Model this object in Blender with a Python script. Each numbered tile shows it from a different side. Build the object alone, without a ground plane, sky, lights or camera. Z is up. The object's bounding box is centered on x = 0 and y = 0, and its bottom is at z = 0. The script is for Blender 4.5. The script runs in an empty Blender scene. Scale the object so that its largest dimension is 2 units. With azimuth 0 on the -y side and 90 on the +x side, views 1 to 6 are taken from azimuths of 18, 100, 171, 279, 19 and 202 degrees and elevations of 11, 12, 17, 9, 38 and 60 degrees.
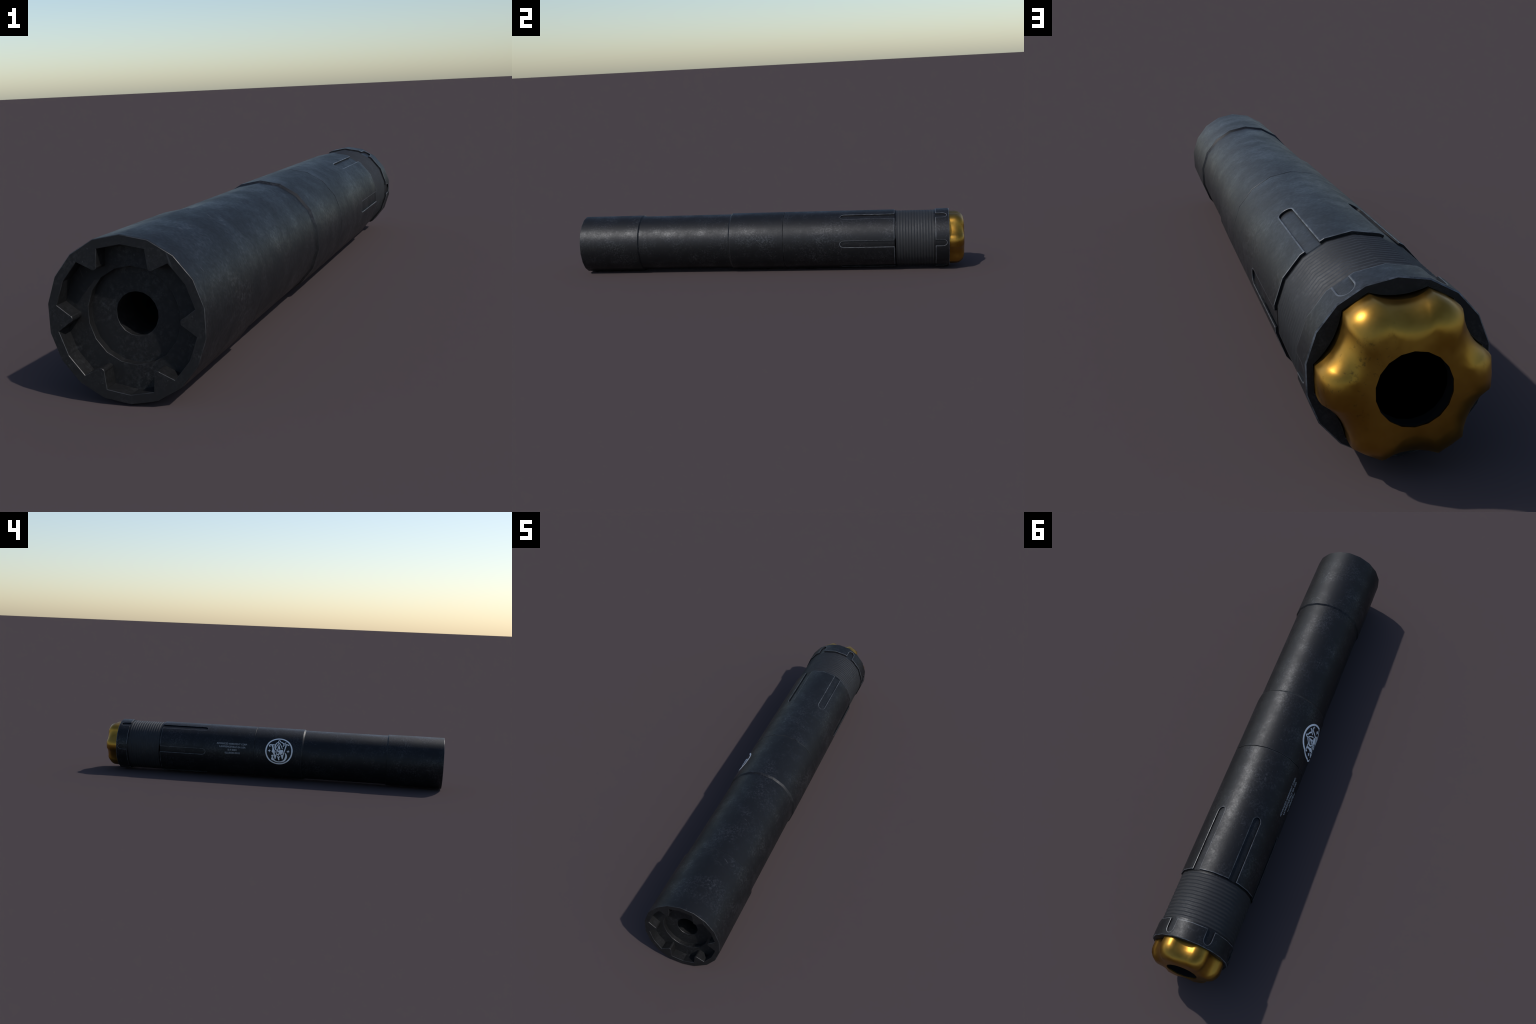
# Pistol sound suppressor: an eighteen-sided blackened metal tube lying along the y axis,
# castellated front cap at -y, ribbed rear with slotted sleeves and a lobed brass end nut at +y.
import bpy, bmesh, math
from math import sin, cos, radians, pi, sqrt
from mathutils import Vector
from mathutils.geometry import tessellate_polygon

SIDES = 18
STEP = 2 * pi / SIDES
R = 0.149            # outer radius of the big sections (corner radius of the 18-gon)
R_IN = 0.1438        # radius of the stepped-down sections
ZC = R               # height of the axis: the lowest corner touches z = 0
CH = 0.0016          # worn edge chamfer
WEAR = 0.0013        # rubbed strip beside an edge

# stations along y
Y_FRONT, Y_CAP_END = -1.0, -0.684
Y_BAND0, Y_BAND1 = -0.200, 0.0855
Y_SLEEVE0, Y_SLEEVE1 = 0.0885, 0.6535
Y_COLLAR0, Y_COLLAR1 = 0.8565, 0.924
Y_BACK = 1.0

# ------------------------------------------------------------------ materials
def nodes_of(name):
    m = bpy.data.materials.new(name)
    m.use_nodes = True
    nt = m.node_tree
    return m, nt, nt.nodes["Principled BSDF"]

def noise(nt, coord, scale, detail=6.0, rough=0.6, stretch=(1, 1, 1), rot=(0, 0, 0), dist=0.0):
    mp = nt.nodes.new("ShaderNodeMapping")
    mp.vector_type = "TEXTURE"                 # turn first, stretch after
    mp.inputs["Scale"].default_value = tuple(1.0 / k for k in stretch)
    mp.inputs["Rotation"].default_value = rot
    nt.links.new(coord, mp.inputs["Vector"])
    n = nt.nodes.new("ShaderNodeTexNoise")
    n.inputs["Scale"].default_value = scale
    n.inputs["Detail"].default_value = detail
    n.inputs["Roughness"].default_value = rough
    n.inputs["Distortion"].default_value = dist
    nt.links.new(mp.outputs["Vector"], n.inputs["Vector"])
    return n.outputs["Fac"]

def remap(nt, fac, a, b, lo=0.0, hi=1.0):
    n = nt.nodes.new("ShaderNodeMapRange")
    n.inputs["From Min"].default_value = a
    n.inputs["From Max"].default_value = b
    n.inputs["To Min"].default_value = lo
    n.inputs["To Max"].default_value = hi
    nt.links.new(fac, n.inputs["Value"])
    return n.outputs["Result"]

def math_node(nt, op, a, b):
    n = nt.nodes.new("ShaderNodeMath")
    n.operation = op
    for i, v in enumerate((a, b)):
        if isinstance(v, (int, float)):
            n.inputs[i].default_value = v
        else:
            nt.links.new(v, n.inputs[i])
    return n.outputs[0]

def mix_colour(nt, fac, c0, c1):
    n = nt.nodes.new("ShaderNodeMix")
    n.data_type = "RGBA"
    if isinstance(fac, (int, float)):
        n.inputs[0].default_value = fac
    else:
        nt.links.new(fac, n.inputs[0])
    for sock, c in ((n.inputs[6], c0), (n.inputs[7], c1)):
        if isinstance(c, tuple):
            sock.default_value = (*c, 1)
        else:
            nt.links.new(c, sock)
    return n.outputs[2]

def object_coords(nt):
    return nt.nodes.new("ShaderNodeTexCoord").outputs["Object"]

def scratch_mask(nt, coord):
    """Sparse hair-thin scratches: strongly stretched noise in slanted directions, kept only in patches."""
    total = None
    turns = ((0.3, 0.2, 1.15), (0.9, -0.3, 0.35), (-0.5, 0.6, -0.8), (1.3, 0.2, 2.2))
    for i, rot in enumerate(turns):
        line = remap(nt, noise(nt, coord, 150, 1.0, 0.5, (1.0, 0.028, 1.0), rot), 0.74, 0.77)
        patch = remap(nt, noise(nt, coord, 8 + i, 2.0, 0.5, (1, 1, 1), (i, 0, 2 * i)), 0.53, 0.60)
        part = math_node(nt, "MULTIPLY", line, patch)
        total = part if total is None else math_node(nt, "MAXIMUM", total, part)
    return total

def black_metal(name, base, pale, rough_lo, rough_hi, spec=0.5, wear=1.0):
    m, nt, bsdf = nodes_of(name)
    co = object_coords(nt)
    cloud = noise(nt, co, 11, 5.0, 0.65)
    grain = noise(nt, co, 130, 4.0, 0.7)
    speck = noise(nt, co, 120, 3.0, 0.8, (1, 1, 1), (0.5, 0.3, 0.9))
    # rubbed patches where the finish has gone pale in fine specks
    rub = math_node(nt, "MULTIPLY", remap(nt, cloud, 0.44, 0.70), remap(nt, speck, 0.46, 0.74))
    scr = scratch_mask(nt, co)
    mark = math_node(nt, "MULTIPLY", math_node(nt, "MAXIMUM", rub, math_node(nt, "MULTIPLY", scr, 0.6)), wear)
    nt.links.new(mix_colour(nt, mark, base, pale), bsdf.inputs["Base Color"])
    r = math_node(nt, "ADD", math_node(nt, "MULTIPLY", cloud, 0.6), math_node(nt, "MULTIPLY", grain, 0.4))
    nt.links.new(remap(nt, r, 0.38, 0.62, rough_hi, rough_lo), bsdf.inputs["Roughness"])
    nt.links.new(math_node(nt, "ADD", math_node(nt, "MULTIPLY", mark, 0.35), spec), bsdf.inputs["Specular IOR Level"])
    bsdf.inputs["Specular Tint"].default_value = (0.90, 0.93, 1.0, 1)
    bump = nt.nodes.new("ShaderNodeBump")
    bump.inputs["Strength"].default_value = 0.12
    bump.inputs["Distance"].default_value = 0.002
    nt.links.new(grain, bump.inputs["Height"])
    nt.links.new(bump.outputs["Normal"], bsdf.inputs["Normal"])
    return m

def worn_edge(name, base, pale):
    m, nt, bsdf = nodes_of(name)
    co = object_coords(nt)
    chip = remap(nt, noise(nt, co, 38, 4.0, 0.7), 0.36, 0.62)
    nt.links.new(mix_colour(nt, chip, base, pale), bsdf.inputs["Base Color"])
    nt.links.new(remap(nt, chip, 0, 1, 0.50, 0.38), bsdf.inputs["Roughness"])
    bsdf.inputs["Metallic"].default_value = 0.2
    return m

def brass(name):
    m, nt, bsdf = nodes_of(name)
    co = object_coords(nt)
    cloud = noise(nt, co, 14, 5.0, 0.6)
    pit = noise(nt, co, 85, 5.0, 0.75)
    patch = noise(nt, co, 9, 3.0, 0.5, (1, 1, 1), (1, 2, 0))
    dirt = math_node(nt, "MULTIPLY", remap(nt, pit, 0.57, 0.68), remap(nt, patch, 0.50, 0.68))
    tone = mix_colour(nt, remap(nt, cloud, 0.35, 0.65), (0.37, 0.190, 0.028), (0.45, 0.245, 0.044))
    nt.links.new(mix_colour(nt, math_node(nt, "MULTIPLY", dirt, 0.7), tone, (0.08, 0.05, 0.02)), bsdf.inputs["Base Color"])
    bsdf.inputs["Metallic"].default_value = 1.0
    nt.links.new(remap(nt, math_node(nt, "ADD", cloud, math_node(nt, "MULTIPLY", dirt, 0.4)), 0.35, 0.8, 0.31, 0.46), bsdf.inputs["Roughness"])
    return m

def plain(name, col, rough, metal=0.0, spec=0.5, vary=0.15):
    m, nt, bsdf = nodes_of(name)
    n = remap(nt, noise(nt, object_coords(nt), 55, 4.0, 0.6), 0.35, 0.65)
    dark = tuple(c * (1 - vary) for c in col)
    nt.links.new(mix_colour(nt, n, dark, col), bsdf.inputs["Base Color"])
    bsdf.inputs["Roughness"].default_value = rough
    bsdf.inputs["Metallic"].default_value = metal
    bsdf.inputs["Specular IOR Level"].default_value = spec
    return m

MAT_BODY = black_metal("black_metal", (0.0062, 0.0063, 0.0070), (0.042, 0.043, 0.047), 0.39, 0.54, 0.31)
MAT_FRONT = black_metal("black_metal_face", (0.0075, 0.0076, 0.0080), (0.030, 0.031, 0.033), 0.48, 0.62, 0.40)
MAT_RIB = black_metal("ribbed_metal", (0.019, 0.0195, 0.021), (0.034, 0.035, 0.037), 0.55, 0.66, 0.35, wear=0.6)
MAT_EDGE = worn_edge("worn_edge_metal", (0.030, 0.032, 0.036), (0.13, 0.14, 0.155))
MAT_RIM = worn_edge("dull_edge_metal", (0.010, 0.0105, 0.012), (0.042, 0.044, 0.049))
MAT_RUB = worn_edge("rubbed_edge_metal", (0.022, 0.023, 0.027), (0.095, 0.100, 0.112))
MAT_BRASS = brass("brass")
MAT_BORE = plain("bore_black", (0.006, 0.006, 0.006), 0.7, 0.0, 0.2)
MAT_TEXT = plain("engraved_grey", (0.42, 0.43, 0.45), 0.55)
MAT_MARK = plain("pale_marking", (0.86, 0.87, 0.90), 0.5, vary=0.08)

# ------------------------------------------------------------------ mesh building
def ring_point(theta, r, y):
    return Vector((r * sin(theta), y, r * cos(theta)))

def radial(theta):
    return Vector((sin(theta), 0, cos(theta)))

class Builder:
    """Collects polygons with explicit shading normals and a material slot each."""
    def __init__(self):
        self.v, self.f, self.n, self.m = [], [], [], []

    def face(self, pts, mat=0, normals=None, toward=None):
        pts = [Vector(p) for p in pts]
        g = Vector((0, 0, 0))
        for i in range(len(pts)):
            g += pts[i].cross(pts[(i + 1) % len(pts)])
        if g.length < 1e-14:
            return
        g.normalize()
        ref = toward if toward is not None else (sum(normals, Vector()) if normals else g)
        if g.dot(ref) < 0:
            pts.reverse()
            g = -g
            if normals:
                normals = list(reversed(normals))
        base = len(self.v)
        self.v += pts
        self.f.append(list(range(base, base + len(pts))))
        self.n += [n.normalized() for n in normals] if normals else [g] * len(pts)
        self.m.append(mat)

    def with_holes(self, loops, mat=0, normal_of=None, toward=None):
        """Flat region bounded by the first loop with the other loops cut out."""
        flat = [p for l in loops for p in l]
        for tri in tessellate_polygon(loops):
            pts = [flat[i] for i in tri]
            self.face(pts, mat, [normal_of(p) for p in pts] if normal_of else None, toward)

    def lathe(self, profile, mat=0, sides=SIDES, sign=1):
        """profile: list of (r, y); faces smooth around the axis, hard along it. sign -1 turns it inward."""
        for (r0, y0), (r1, y1) in zip(profile, profile[1:]):
            dr, dy = r1 - r0, y1 - y0
            nr, ny = dy, -dr
            ln = sqrt(nr * nr + ny * ny)
            if ln < 1e-9:
                continue
            nr, ny = sign * nr / ln, sign * ny / ln
            for k in range(sides):
                a, b = 2 * pi * k / sides, 2 * pi * (k + 1) / sides
                na = radial(a) * nr + Vector((0, ny, 0))
                nb = radial(b) * nr + Vector((0, ny, 0))
                pts = [ring_point(a, r0, y0), ring_point(b, r0, y0), ring_point(b, r1, y1), ring_point(a, r1, y1)]
                nrm = [na, nb, nb, na]
                if r0 < 1e-6:
                    pts, nrm = pts[1:], nrm[1:]
                elif r1 < 1e-6:
                    pts, nrm = pts[:3], nrm[:3]
                self.face(pts, mat if not callable(mat) else mat(r0, y0), nrm)

    def finish(self, name, mats, parent, weld=1e-6):
        me = bpy.data.meshes.new(name)
        # share coinciding corners
        index, verts, remap_i = {}, [], []
        for p in self.v:
            key = (round(p.x / weld), round(p.y / weld), round(p.z / weld))
            if key not in index:
                index[key] = len(verts)
                verts.append(p)
            remap_i.append(index[key])
        faces, normals, mat_ids, at = [], [], [], 0
        for f, mi in zip(self.f, self.m):
            ids = [remap_i[i] for i in f]
            nn = self.n[f[0]:f[0] + len(f)]
            if len(set(ids)) == len(ids):
                faces.append(ids)
                normals += nn
                mat_ids.append(mi)
        me.from_pydata(verts, [], faces)
        for mt in mats:
            me.materials.append(mt)
        for p, mi in zip(me.polygons, mat_ids):
            p.material_index = mi
            p.use_smooth = True
        me.normals_split_custom_set([tuple(n) for n in normals])
        me.update()
        return attach(name, me, parent)

def attach(name, me, parent):
    ob = bpy.data.objects.new(name, me)
    bpy.context.scene.collection.objects.link(ob)
    ob.parent = parent
    if parent is ROOT:
        ob.location = (0, 0, ZC)
    return ob

ROOT = bpy.data.objects.new("gun_suppressor", None)
bpy.context.scene.collection.objects.link(ROOT)
ROOT["label"] = "long black metal gun suppressor with ribbed rear and brass nut"
ROOT.scale = (0.991, 1, 1)      # the tube is a touch narrower than it is tall
ROOT["category"] = "gun suppressor"

# ------------------------------------------------------------------ front cap with its six teeth
Y_FLOOR, Y_DISH = -0.966, -0.950
R_MOUTH, R_DISH, R_BORE = 0.1315, 0.088, 0.040

def castellation():
    """Inner outline of the front face, as (x, z, tooth id or None for the edge that starts there)."""
    out = []
    for k in range(SIDES):
        th = k * STEP
        if k % 3 == 1:                       # this edge carries a tooth
            c = th + STEP / 2
            e, t = radial(c), Vector((cos(c), 0, -sin(c)))
            h0, w0 = R_MOUTH * cos(radians(10.3)), R_MOUTH * sin(radians(10.3))
            half = [(w0, h0), (0.0064, 0.1055), (0.0052, 0.1031), (0.0030, 0.1013)]
            pts = [(-w, h) for w, h in half] + [(0.0, 0.1007)] + [(w, h) for w, h in reversed(half)]
            for i, (w, h) in enumerate(pts):
                p = e * h + t * w
                out.append((p.x, p.z, k if i < len(pts) - 1 else None))
        elif k % 3 == 0:
            p = radial(th) * R_MOUTH
            out.append((p.x, p.z, None))
    return out

def offset_loop(pts, d):
    """Push every corner of a closed 2D loop along its outward-from-hole normal (away from the hole's inside)."""
    res, n = [], len(pts)
    area = sum(pts[i][0] * pts[(i + 1) % n][1] - pts[(i + 1) % n][0] * pts[i][1] for i in range(n))
    s = 1 if area > 0 else -1
    for i in range(n):
        p0, p1, p2 = (Vector(pts[j % n]) for j in (i - 1, i, i + 1))
        a, b = (p1 - p0).normalized(), (p2 - p1).normalized()
        na, nb = Vector((a.y, -a.x)) * s, Vector((b.y, -b.x)) * s
        m = (na + nb)
        m = m / max(m.length_squared / 2, 0.6)
        res.append(p1 + m * d)
    return res

outline = castellation()
plan = [(x, z) for x, z, _ in outline]
tag = [t for _, _, t in outline]
lip = offset_loop(plan, 0.0007)
at_y = lambda p, y: Vector((p[0], y, p[1]))
FRONT = Vector((0, -1, 0))

cap = Builder()
cap.lathe([(R - 0.0012, Y_FRONT), (R - 0.0006, Y_FRONT + 0.0006), (R, Y_FRONT + 0.0022)], 1)
cap.lathe([(R, Y_FRONT + CH), (R, Y_CAP_END)], 0)
cap.lathe([(R, Y_CAP_END), (R_IN - 0.0004, Y_CAP_END + 0.007)], 0)
count = len(plan)
ring_inner = [i for i in range(count) if tag[i] is None or tag[i - 1] is None]   # without the teeth
cap.with_holes([[ring_point(k * STEP, R - 0.0012, Y_FRONT) for k in range(SIDES)],
                [at_y(lip[i], Y_FRONT) for i in ring_inner]], 2, None, FRONT)
tooth_mesh = Builder()
for i in range(count):
    j = (i + 1) % count
    dest = cap if tag[i] is None else (tooth_mesh if tag[i] == 1 else None)
    if dest is None:
        continue
    outward = Vector((lip[i].x - plan[i][0], 0, lip[i].y - plan[i][1]))
    toward = -outward
    dest.face([at_y(lip[i], Y_FRONT), at_y(lip[j], Y_FRONT), at_y(plan[j], Y_FRONT + 0.001), at_y(plan[i], Y_FRONT + 0.001)],
              1, None, toward + FRONT * 0.001)
    dest.face([at_y(plan[i], Y_FRONT + 0.001), at_y(plan[j], Y_FRONT + 0.001), at_y(plan[j], Y_FLOOR), at_y(plan[i], Y_FLOOR)],
              2, None, toward)
members = [i for i in range(count) if tag[i] == 1]
members.append((members[-1] + 1) % count)
tooth_mesh.face([at_y(lip[i], Y_FRONT) for i in members], 2, None, FRONT)
# recessed floor, dish step and bore
cap.with_holes([[ring_point(k * STEP, 0.137, Y_FLOOR) for k in range(SIDES)],
                [ring_point(k * STEP, R_DISH + 0.0005, Y_FLOOR) for k in range(SIDES)]], 2, None, FRONT)
cap.lathe([(R_DISH + 0.0005, Y_FLOOR), (R_DISH, Y_FLOOR + 0.0008)], 1, sign=-1)
cap.lathe([(R_DISH, Y_FLOOR + 0.0008), (R_DISH, Y_DISH)], 2, sign=-1)
cap.lathe([(R_DISH, Y_DISH), (R_BORE + 0.0005, Y_DISH)], 2, sign=-1)
cap.lathe([(R_BORE + 0.0005, Y_DISH), (R_BORE, Y_DISH + 0.0008)], 1, sign=-1)
cap.lathe([(R_BORE, Y_DISH + 0.0008), (R_BORE, -0.72)], 2, sign=-1)
mats = [MAT_BODY, MAT_RIM, MAT_FRONT]
cap_ob = cap.finish("front_cap", mats, ROOT)
tooth_ob = tooth_mesh.finish("tooth", mats, cap_ob)
for k in range(1, 6):
    t = tooth_ob.copy()
    t.rotation_euler = (0, k * pi / 3, 0)
    bpy.context.scene.collection.objects.link(t)

bore = Builder()
bore.lathe([(R_BORE, -0.7195), (R_BORE, -0.12)], 0, sign=-1)
bore.lathe([(R_BORE, -0.12), (0.0, -0.12)], 0, sign=-1)
bore.finish("bore", [MAT_BORE], ROOT)

# ------------------------------------------------------------------ tube and marked band
tube = Builder()
tube.lathe([(R_IN, Y_CAP_END - 0.004), (R_IN, Y_BAND0 + 0.012)], 0)
tube.finish("tube", [MAT_BODY], ROOT)

band = Builder()
band.lathe([(R_IN - 0.0004, Y_BAND0), (R - 0.0003, Y_BAND0 + 0.0085)], 0)
band.lathe([(R - 0.0003, Y_BAND0 + 0.0085), (R, Y_BAND0 + 0.010)], 1)
band.lathe([(R, Y_BAND0 + 0.010), (R, Y_BAND1 - 0.0012)], 0)
band.lathe([(R, Y_BAND1 - 0.0012), (R - 0.0004, Y_BAND1), (R - 0.004, Y_BAND1)], 1)
band_ob = band.finish("marked_band", [MAT_BODY, MAT_RIM], ROOT)

joint = Builder()     # floor of the narrow seam between band and sleeve
joint.lathe([(R - 0.003, Y_BAND1 - 0.004), (R - 0.003, Y_SLEEVE0 + 0.004)], 0)
joint.finish("seam_ring", [MAT_BORE], ROOT)

# ------------------------------------------------------------------ slotted sleeve and collar
HALF = R * sin(STEP / 2)
FLAT = R * cos(STEP / 2)

def slotted_ring(b, y_far, y_open, slot_end, half_w, end_len, floor_r, mat_top=0, mat_edge=1, mat_rub=3):
    """Eighteen flat facets from y_far to y_open; every third one has a round-ended slot open at y_open."""
    d = 1 if y_open > y_far else -1
    floor_h = floor_r * cos(STEP / 2) - 0.0006
    c, dip = CH, CH * 0.36
    n_arc = 12
    for k in range(SIDES):
        a0, a1 = k * STEP, (k + 1) * STEP
        mid = (a0 + a1) / 2
        e, t = radial(mid), Vector((cos(mid), 0, -sin(mid)))
        P = lambda x, y, h: e * h + t * x + Vector((0, y, 0))
        def smooth_normal(p):
            f = (p.dot(t) / HALF + 1) / 2
            return radial(a0) * (1 - f) + radial(a1) * f
        shrink = (R - dip) / R
        edge_y = y_open - d * c
        if k % 3 == 1:
            s0 = slot_end + d * end_len                 # where the straight flanks begin
            def slot(w, ln):
                arc = [(w * cos(pi * i / n_arc), s0 - d * ln * sin(pi * i / n_arc)) for i in range(n_arc + 1)]
                return [(w, None)] + arc + [(-w, None)]
            far_y = edge_y - d * WEAR
            rub = [(x, far_y if y is None else y) for x, y in slot(half_w + c + WEAR, end_len + c + WEAR)]
            top = [(x, edge_y if y is None else y) for x, y in slot(half_w + c, end_len + c)]
            low = [(x, y_open if y is None else y) for x, y in slot(half_w, end_len)]
            loop = [(-HALF, y_far), (HALF, y_far), (HALF, far_y)] + rub + [(-HALF, far_y)]
            b.with_holes([[P(x, y, FLAT) for x, y in loop]], mat_top, smooth_normal, e)
            outer = [(HALF, far_y)] + rub + [(-HALF, far_y)]
            inner = [(HALF, edge_y)] + top + [(-HALF, edge_y)]
            for i in range(len(outer) - 1):
                q = [P(*outer[i], FLAT), P(*outer[i + 1], FLAT), P(*inner[i + 1], FLAT), P(*inner[i], FLAT)]
                b.face(q, mat_rub, [smooth_normal(p) for p in q])
            for i in range(len(top) - 1):
                (x0, y0), (x1, y1) = top[i], top[i + 1]
                (u0, v0), (u1, v1) = low[i], low[i + 1]
                b.face([P(x0, y0, FLAT), P(x1, y1, FLAT), P(u1, v1, FLAT - dip), P(u0, v0, FLAT - dip)], mat_edge, None, e)
                yc = s0 + d * 0.03
                to = Vector((0, yc, 0)) + e * (FLAT - dip) - (P(u0, v0, FLAT - dip) + P(u1, v1, FLAT - dip)) / 2
                b.face([P(u0, v0, FLAT - dip), P(u1, v1, FLAT - dip), P(u1, v1, floor_h), P(u0, v0, floor_h)], mat_top, None, to)
            spans = [(HALF, half_w + c, HALF * shrink, half_w), (-half_w - c, -HALF, -half_w, -HALF * shrink)]
        else:
            far_y = edge_y - d * WEAR
            for ya, yb, mt in ((y_far, far_y, mat_top), (far_y, edge_y, mat_rub)):
                q = [P(-HALF, ya, FLAT), P(HALF, ya, FLAT), P(HALF, yb, FLAT), P(-HALF, yb, FLAT)]
                b.face(q, mt, [smooth_normal(p) for p in q])
            spans = [(HALF, -HALF, HALF * shrink, -HALF * shrink)]
        axis = Vector((0, d, 0))
        h_low = FLAT * shrink
        for x0, x1, u0, u1 in spans:
            b.face([P(x0, edge_y, FLAT), P(x1, edge_y, FLAT), P(u1, y_open, h_low), P(u0, y_open, h_low)], mat_edge, None, axis + e)
            g = floor_h / h_low
            w0 = u0 * g if abs(abs(u0) - HALF * shrink) < 1e-6 else u0
            w1 = u1 * g if abs(abs(u1) - HALF * shrink) < 1e-6 else u1
            b.face([P(u0, y_open, h_low), P(u1, y_open, h_low), P(w1, y_open, floor_h), P(w0, y_open, floor_h)], mat_top, None, axis)

sleeve = Builder()
sleeve.lathe([(R - 0.004, Y_SLEEVE0), (R - 0.0004, Y_SLEEVE0), (R, Y_SLEEVE0 + 0.0012)], 4)
slotted_ring(sleeve, Y_SLEEVE0 + 0.0012, Y_SLEEVE1, 0.3795, 0.0158, 0.020, R_IN)
sleeve_ob = sleeve.finish("slotted_sleeve", [MAT_BODY, MAT_EDGE, MAT_FRONT, MAT_RUB, MAT_RIM], ROOT)

ribs = Builder()
profile = [(R_IN, 0.372), (R_IN, 0.6600)]
PITCH, RIBS, DEEP = 0.01423, 13, 0.0021
y_first = 0.6703 - PITCH / 2
for i in range(RIBS * 8 + 1):
    y = y_first + i * PITCH / 8
    profile.append((R_IN - DEEP * 0.5 * (1 - cos(2 * pi * i / 8)), y))
profile += [(R_IN, 0.9135)]
def rib_lathe(b, prof):
    slope = []
    for i, (r, y) in enumerate(prof):
        a, c = prof[max(i - 1, 0)], prof[min(i + 1, len(prof) - 1)]
        s = (c[0] - a[0]) / (c[1] - a[1])
        slope.append(s if 1 < i < len(prof) - 2 else 0.0)
    for i in range(len(prof) - 1):
        (r0, y0), (r1, y1) = prof[i], prof[i + 1]
        for k in range(SIDES):
            a, c = k * STEP, (k + 1) * STEP
            n = [radial(a) - Vector((0, slope[i], 0)), radial(c) - Vector((0, slope[i], 0)),
                 radial(c) - Vector((0, slope[i + 1], 0)), radial(a) - Vector((0, slope[i + 1], 0))]
            ribbed = y_first - 0.004 < (y0 + y1) / 2 < 0.856
            b.face([ring_point(a, r0, y0), ring_point(c, r0, y0), ring_point(c, r1, y1), ring_point(a, r1, y1)],
                   1 if ribbed else 0, n)
profile.insert(2, (R_IN, 0.654))
rib_lathe(ribs, profile)
ribs.finish("ribbed_sleeve", [MAT_BODY, MAT_RIB], ROOT)

# lobed outline shared by the collar's opening and the brass nut
def lobed_outline(r_flat, r_scallop, arc_n, flat_n, bulge=0.0):
    """Six straight lobes (20 degrees each, between 20 and 40, 80 and 100, ...) with arcs biting in between them."""
    pts = []
    w, h = r_flat * sin(radians(20)), r_flat * cos(radians(20))
    sag = h - r_scallop
    rad = (w * w + sag * sag) / (2 * sag)
    for j in range(6):
        c = j * pi / 3
        e, t = radial(c), Vector((cos(c), 0, -sin(c)))
        half = math.asin(w / rad)
        for i in range(arc_n):
            a = -half + 2 * half * i / arc_n
            p = e * (r_scallop + rad - rad * cos(a)) + t * (rad * sin(a))
            pts.append(p)
        p0 = e * h + t * w
        c2 = c + pi / 3
        p1 = radial(c2) * h - Vector((cos(c2), 0, -sin(c2))) * w
        for i in range(flat_n):
            f = i / flat_n
            q = p0.lerp(p1, f)
            pts.append(q * (1 + 4 * f * (1 - f) * bulge / q.length))
    return pts

collar = Builder()
slotted_ring(collar, Y_COLLAR1 - 0.0022, Y_COLLAR0, 0.9115, 0.0150, 0.020, R_IN)
collar.lathe([(R, Y_COLLAR1 - 0.0022), (R - 0.0022, Y_COLLAR1)], 1)
hole = lobed_outline(0.1362, 0.1195, 10, 1)
up = lambda p, y: Vector((p.x, y, p.z))
hole_lip = [p * ((p.length + 0.0010) / p.length) for p in hole]
collar.with_holes([[ring_point(k * STEP, R - 0.0022, Y_COLLAR1) for k in range(SIDES)],
                   [up(p, Y_COLLAR1) for p in hole_lip]], 2, None, Vector((0, 1, 0)))
for i in range(len(hole)):
    p, q, pl, ql = hole[i], hole[(i + 1) % len(hole)], hole_lip[i], hole_lip[(i + 1) % len(hole)]
    collar.face([up(pl, Y_COLLAR1), up(ql, Y_COLLAR1), up(q, Y_COLLAR1 - 0.001), up(p, Y_COLLAR1 - 0.001)], 1, None, -(p + q) + Vector((0, 0.3, 0)))
    collar.face([up(p, Y_COLLAR1 - 0.001), up(q, Y_COLLAR1 - 0.001), up(q, 0.89), up(p, 0.89)], 2, None, -(p + q))
collar.finish("collar", [MAT_BODY, MAT_EDGE, MAT_FRONT, MAT_RUB], ROOT)

# ------------------------------------------------------------------ brass nut
def brass_nut():
    base = lobed_outline(0.1352, 0.1165, 6, 2, 0.0012)
    R_HOLE, Y_ROUND, INSET = 0.060, 0.952, 0.044
    rings = [[up(p, y) for p in base] for y in (0.885, 0.92, 0.94, Y_ROUND)]
    n = 6
    for i in range(1, n + 1):
        a = (pi / 2) * i / n
        d = INSET * (1 - cos(a))
        y = Y_ROUND + (Y_BACK - 0.0015 - Y_ROUND) * sin(a)
        rings.append([up(p * ((p.length - d) / p.length), y) for p in base])
    def circle(r, y):
        out = []
        for p in base:
            th = math.atan2(p.x, p.z)
            m = (th % STEP) - STEP / 2
            out.append(ring_point(th, r * cos(STEP / 2) / cos(m), y))
        return out
    rings.append(circle(R_HOLE, Y_BACK))
    rings.append(circle(R_HOLE, Y_BACK - 0.004))
    cnt = len(base)
    verts = [p for r in rings for p in r]
    faces, mats = [], []
    for j in range(len(rings) - 1):
        for i in range(cnt):
            k = (i + 1) % cnt
            faces.append((j * cnt + i, j * cnt + k, (j + 1) * cnt + k, (j + 1) * cnt + i))
    me = bpy.data.meshes.new("brass_nut")
    me.from_pydata(verts, [], faces)
    me.materials.append(MAT_BRASS)
    bm = bmesh.new()
    bm.from_mesh(me)
    bmesh.ops.recalc_face_normals(bm, faces=bm.faces)
    far = max(bm.faces, key=lambda f: f.calc_center_median().y)
    if far.normal.y < 0:
        bmesh.ops.reverse_faces(bm, faces=bm.faces)
    for f in bm.faces:
        f.smooth = True
    for e in bm.edges:
        if len(e.link_faces) == 2 and e.calc_face_angle() > radians(60):
            e.smooth = False
    bm.to_mesh(me)
    bm.free()
    return attach("brass_nut", me, ROOT)

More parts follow.
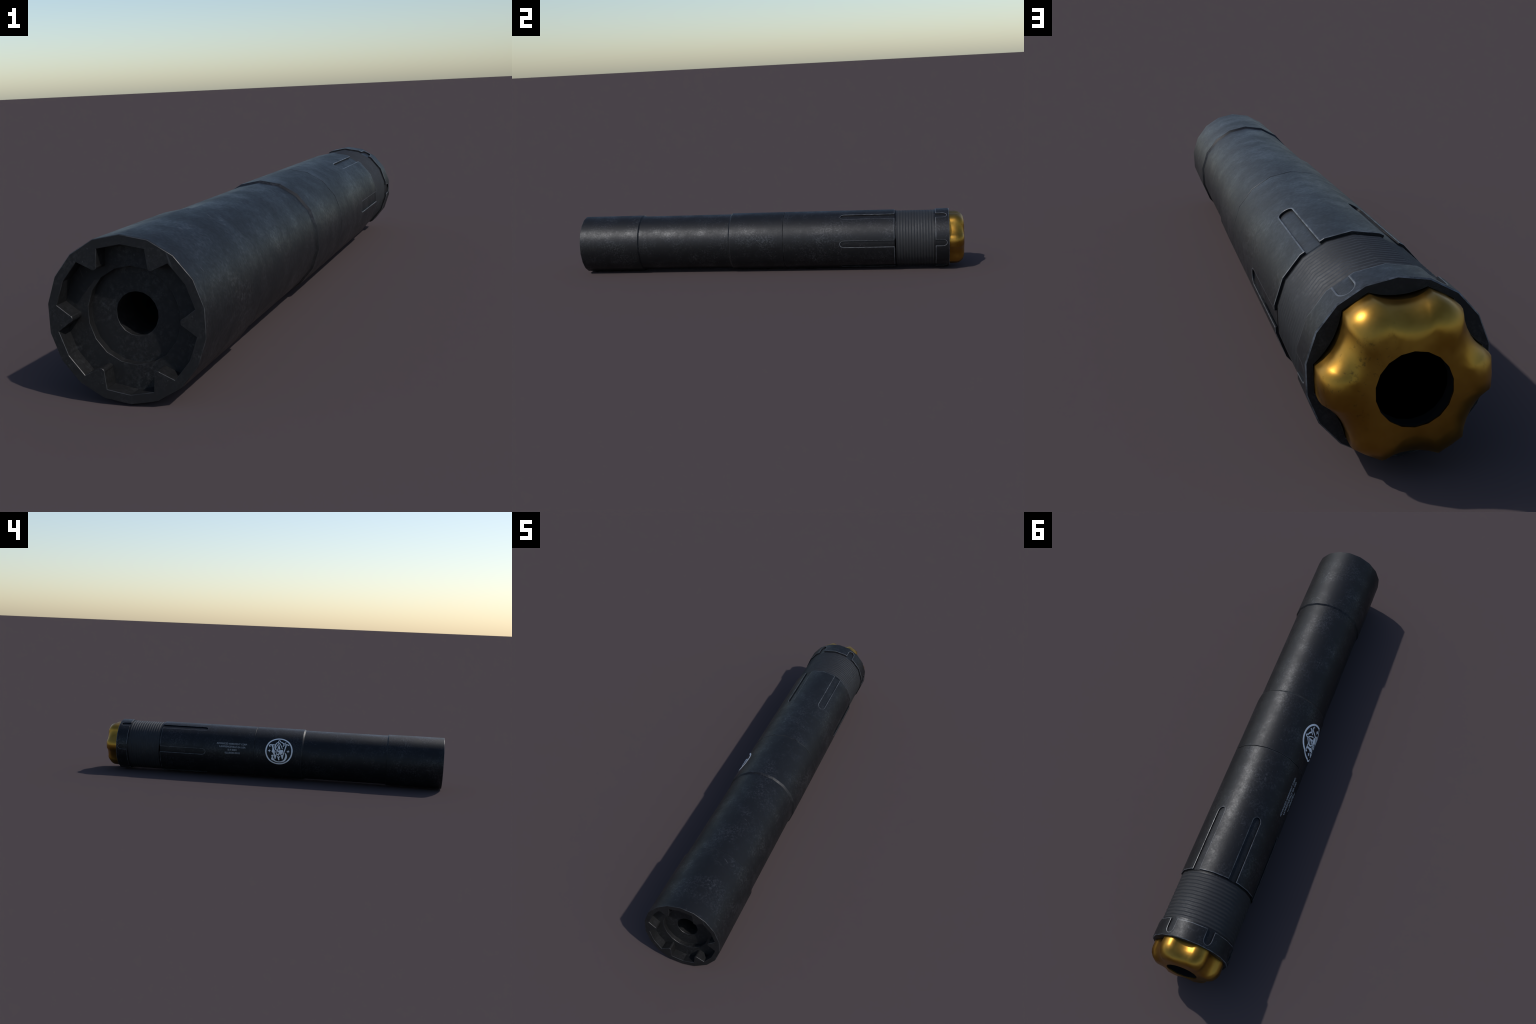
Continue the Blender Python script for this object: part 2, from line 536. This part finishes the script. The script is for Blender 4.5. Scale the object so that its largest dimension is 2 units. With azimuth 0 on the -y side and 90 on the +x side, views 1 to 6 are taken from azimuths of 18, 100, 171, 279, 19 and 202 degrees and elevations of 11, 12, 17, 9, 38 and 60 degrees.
nut_ob = brass_nut()
cavity = Builder()        # hollow inside of the rear end, seen through the nut's hole
for prof in ([(0.060, 0.9962), (0.060, 0.973)], [(0.060, 0.973), (0.104, 0.968)], [(0.104, 0.968), (0.114, 0.950)],
             [(0.114, 0.950), (0.114, 0.884)], [(0.114, 0.884), (0.1405, 0.884)], [(0.1405, 0.884), (0.1405, -0.1)],
             [(0.1405, -0.1), (0.0, -0.1)]):
    cavity.lathe(prof, 0)
cavity.finish("rear_cavity", [MAT_BORE], nut_ob)

# ------------------------------------------------------------------ markings on the side
def on_tube(y, s, lift):
    """Wrap arc length s (0 on top, negative toward -x) onto the faceted tube, lifted outward."""
    th = s / R
    m = (th % STEP) - STEP / 2
    r = R * cos(STEP / 2) / cos(m) + lift
    return ring_point(th, r, y)

def wrapped(name, bm, y0, s0, parent, mat):
    """bm: flat shapes in (u right, v up, w lift); u runs toward -y, v up round the tube. Folded at facet corners."""
    for k in range(-14, 3):
        v = k * STEP * R - s0
        geom = bm.verts[:] + bm.edges[:] + bm.faces[:]
        bmesh.ops.bisect_plane(bm, geom=geom, plane_co=(0, v, 0), plane_no=(0, 1, 0), dist=1e-7)
    for vtx in bm.verts:
        u, v, w = vtx.co
        vtx.co = on_tube(y0 - u, s0 + v, w)
    me = bpy.data.meshes.new(name)
    bm.to_mesh(me)
    bm.free()
    me.materials.append(mat)
    return attach(name, me, parent)

def slab(bm, pts, lift, thick=0.0009):
    """A thin raised plate from a 2D outline."""
    top = [bm.verts.new((x, y, lift)) for x, y in pts]
    low = [bm.verts.new((x, y, lift - thick)) for x, y in pts]
    tris = tessellate_polygon([[Vector((x, y, 0)) for x, y in pts]])
    for t in tris:
        a, b, c = (pts[i] for i in t)
        area = (b[0] - a[0]) * (c[1] - a[1]) - (c[0] - a[0]) * (b[1] - a[1])
        if abs(area) < 1e-12:
            continue
        order = t if area > 0 else tuple(reversed(t))
        bm.faces.new([top[i] for i in order])
    n = len(pts)
    for i in range(n):
        j = (i + 1) % n
        bm.faces.new((top[i], top[j], low[j], low[i]))

def spline(ctrl, n=6):
    """Catmull-Rom through the control points."""
    if len(ctrl) < 3:
        return list(ctrl)
    P = [ctrl[0]] + list(ctrl) + [ctrl[-1]]
    out = []
    for i in range(1, len(P) - 2):
        for j in range(n):
            t = j / n
            q = []
            for d in range(2):
                a, b, c, e = P[i - 1][d], P[i][d], P[i + 1][d], P[i + 2][d]
                q.append(0.5 * (2 * b + (c - a) * t + (2 * a - 5 * b + 4 * c - e) * t * t + (3 * b - a - 3 * c + e) * t ** 3))
            out.append(tuple(q))
    out.append(ctrl[-1])
    return out

def stroke(ctrl, widths):
    """Outline of a brush stroke along a spline; widths are spread evenly along it."""
    c = spline(ctrl)
    left, right = [], []
    for i, p in enumerate(c):
        a, b = Vector(c[max(i - 1, 0)]), Vector(c[min(i + 1, len(c) - 1)])
        d = (b - a).normalized()
        f = i / (len(c) - 1) * (len(widths) - 1)
        k = min(int(f), len(widths) - 2)
        w = (widths[k] * (1 - (f - k)) + widths[k + 1] * (f - k)) / 2
        left.append((p[0] - d.y * w, p[1] + d.x * w))
        right.append((p[0] + d.y * w, p[1] - d.x * w))
    return left + right[::-1]

def disc(x, y, r, n=18):
    return [(x + r * cos(2 * pi * i / n), y + r * sin(2 * pi * i / n)) for i in range(n)]

def star(x, y, r):
    return [(x + (r if i % 2 == 0 else r * 0.38) * cos(pi * i / 4 + pi / 2),
             y + (r if i % 2 == 0 else r * 0.38) * sin(pi * i / 4 + pi / 2)) for i in range(8)]

def emblem():
    """Interlaced-letter monogram in a ring, in units of the ring's radius."""
    shapes = [
        # big W: heavy left stem, slim right stem, serifs
        [(-.58, .40), (-.50, .23), (-.49, .06), (-.53, -.04), (-.40, -.21), (-.33, -.42), (-.28, -.59), (-.22, -.58),
         (-.15, -.25), (-.19, -.20), (-.24, -.34), (-.29, -.22), (-.30, 0), (-.38, .14), (-.43, .33), (-.45, .41)],
        stroke([(-.66, .30), (-.72, .37), (-.66, .44), (-.55, .44), (-.43, .45), (-.34, .45)], [.085, .075, .07, .06, .04]),
        [(.45, .45), (.54, .46), (.36, -.26), (.33, -.41), (.30, -.58), (.25, -.58), (.16, -.28), (.26, -.26), (.29, -.27), (.33, -.11), (.40, .19)],
        stroke([(.37, .48), (.51, .51), (.61, .50), (.68, .46), (.66, .37)], [.04, .07, .07, .08, .09]),
        stroke([(.31, .56), (.40, .60), (.47, .68)], [.03, .045, .075]),
        # S: upper arcs from the knot, heavy lower bowl
        stroke([(-.07, .68), (-.20, .59), (-.29, .42), (-.30, .26), (-.25, .13), (-.17, .04)], [.04, .06, .085, .09, .085, .05]),
        stroke([(.04, .72), (.18, .66), (.29, .57), (.33, .46), (.27, .36)], [.03, .065, .07, .055, .08]),
        stroke([(.45, -.11), (.53, -.25), (.53, -.45), (.39, -.69), (.07, -.80), (-.23, -.75), (-.40, -.61), (-.48, -.48)],
               [.03, .11, .15, .11, .085, .09, .11, .15]),
        disc(-.46, -.37, .078),
        stroke([(-.50, -.50), (-.47, -.60), (-.43, -.70)], [.09, .13, .05]),
        # knot and the small ampersand-like figure in the middle
        stroke([(-.05, .62), (-.09, .72), (-.06, .80), (.00, .81), (.04, .76), (.02, .70)], [.045, .045, .05, .05, .05, .04]),
        stroke([(-.03, .61), (-.13, .44), (-.22, .25)], [.05, .045, .04]),
        stroke([(-.01, .61), (.13, .41), (.24, .18)], [.05, .05, .055]),
        stroke([(-.02, .49), (-.07, .20), (-.14, -.10)], [.03, .06, .06]),
        [(-.02, .50), (.10, .12), (.01, .12), (-.04, .26)],
        [(-.05, .03), (.07, .07), (.27, .11), (.31, .02), (.27, -.19), (.09, -.27), (.01, -.13), (-.06, -.04)],
        stroke([(-.23, -.02), (-.18, -.17), (-.03, -.29)], [.035, .04, .06]),
        [(-.10, -.23), (.01, -.14), (.02, -.26), (-.01, -.36)],
        [(-.11, -.36), (.01, -.41), (.14, -.33), (.06, -.48), (.04, -.56), (.08, -.64), (.04, -.68), (-.01, -.66), (-.07, -.49)],
        star(-.70, -.01, .115), star(.67, .0, .115),
    ]
    bm = bmesh.new()
    S = 0.080
    for i, sh in enumerate(shapes):
        slab(bm, [(x * S, y * S) for x, y in sh], 0.0005 + 0.00003 * i)
    n = 64
    outer = [(S * cos(2 * pi * i / n), S * sin(2 * pi * i / n)) for i in range(n)]
    inner = [(0.908 * x, 0.908 * y) for x, y in outer]
    lift, low = 0.0006, -0.0003
    vo, vi = [bm.verts.new((x, y, lift)) for x, y in outer], [bm.verts.new((x, y, lift)) for x, y in inner]
    wo, wi = [bm.verts.new((x, y, low)) for x, y in outer], [bm.verts.new((x, y, low)) for x, y in inner]
    for i in range(n):
        j = (i + 1) % n
        bm.faces.new((vi[i], vo[i], vo[j], vi[j]))
        bm.faces.new((vo[i], wo[i], wo[j], vo[j]))
        bm.faces.new((vi[j], wi[j], wi[i], vi[i]))
    bmesh.ops.recalc_face_normals(bm, faces=bm.faces)
    return bm

wrapped("emblem", emblem(), -0.0595, -0.2027, band_ob, MAT_MARK)

def lettering(name, text, y_mid, s_base, length, cap_height):
    cu = bpy.data.curves.new(name, "FONT")
    cu.body = text
    cu.align_x = "CENTER"
    cu.size = 1.0
    cu.offset = 0.004
    cu.resolution_u = 3
    tmp = bpy.data.objects.new(name, cu)
    bpy.context.scene.collection.objects.link(tmp)
    bpy.context.view_layer.update()
    me = bpy.data.meshes.new_from_object(tmp.evaluated_get(bpy.context.evaluated_depsgraph_get()))
    bpy.data.objects.remove(tmp)
    bpy.data.curves.remove(cu)
    bm = bmesh.new()
    bm.from_mesh(me)
    bpy.data.meshes.remove(me)
    xs = [v.co.x for v in bm.verts]
    ys = [v.co.y for v in bm.verts]
    kx = length / (max(xs) - min(xs))
    ky = cap_height / (max(ys) - min(ys))
    cx, y0 = (max(xs) + min(xs)) / 2, min(ys)
    for v in bm.verts:
        v.co = ((v.co.x - cx) * kx, (v.co.y - y0) * ky, 0.0005)
    ext = bmesh.ops.extrude_face_region(bm, geom=bm.faces[:])
    for g in ext["geom"]:
        if isinstance(g, bmesh.types.BMVert):
            g.co.z = -0.0003
    bmesh.ops.recalc_face_normals(bm, faces=bm.faces)
    wrapped(name, bm, y_mid, s_base, sleeve_ob, MAT_TEXT)

LINES = [("ADVANCED ARMAMENT CORP.", 0.2205, 0.182), ("LAWRENCEVILLE GA USA", 0.2158, 0.155),
         ("IL9 0001", 0.2160, 0.053), ("ILLUSION 9MM", 0.2148, 0.089)]
for i, (txt, y_mid, length) in enumerate(LINES):
    lettering("engraved_text" if i == 0 else "engraved_text.%03d" % i, txt, y_mid, -0.1825 - 0.0181 * i, length, 0.0108)
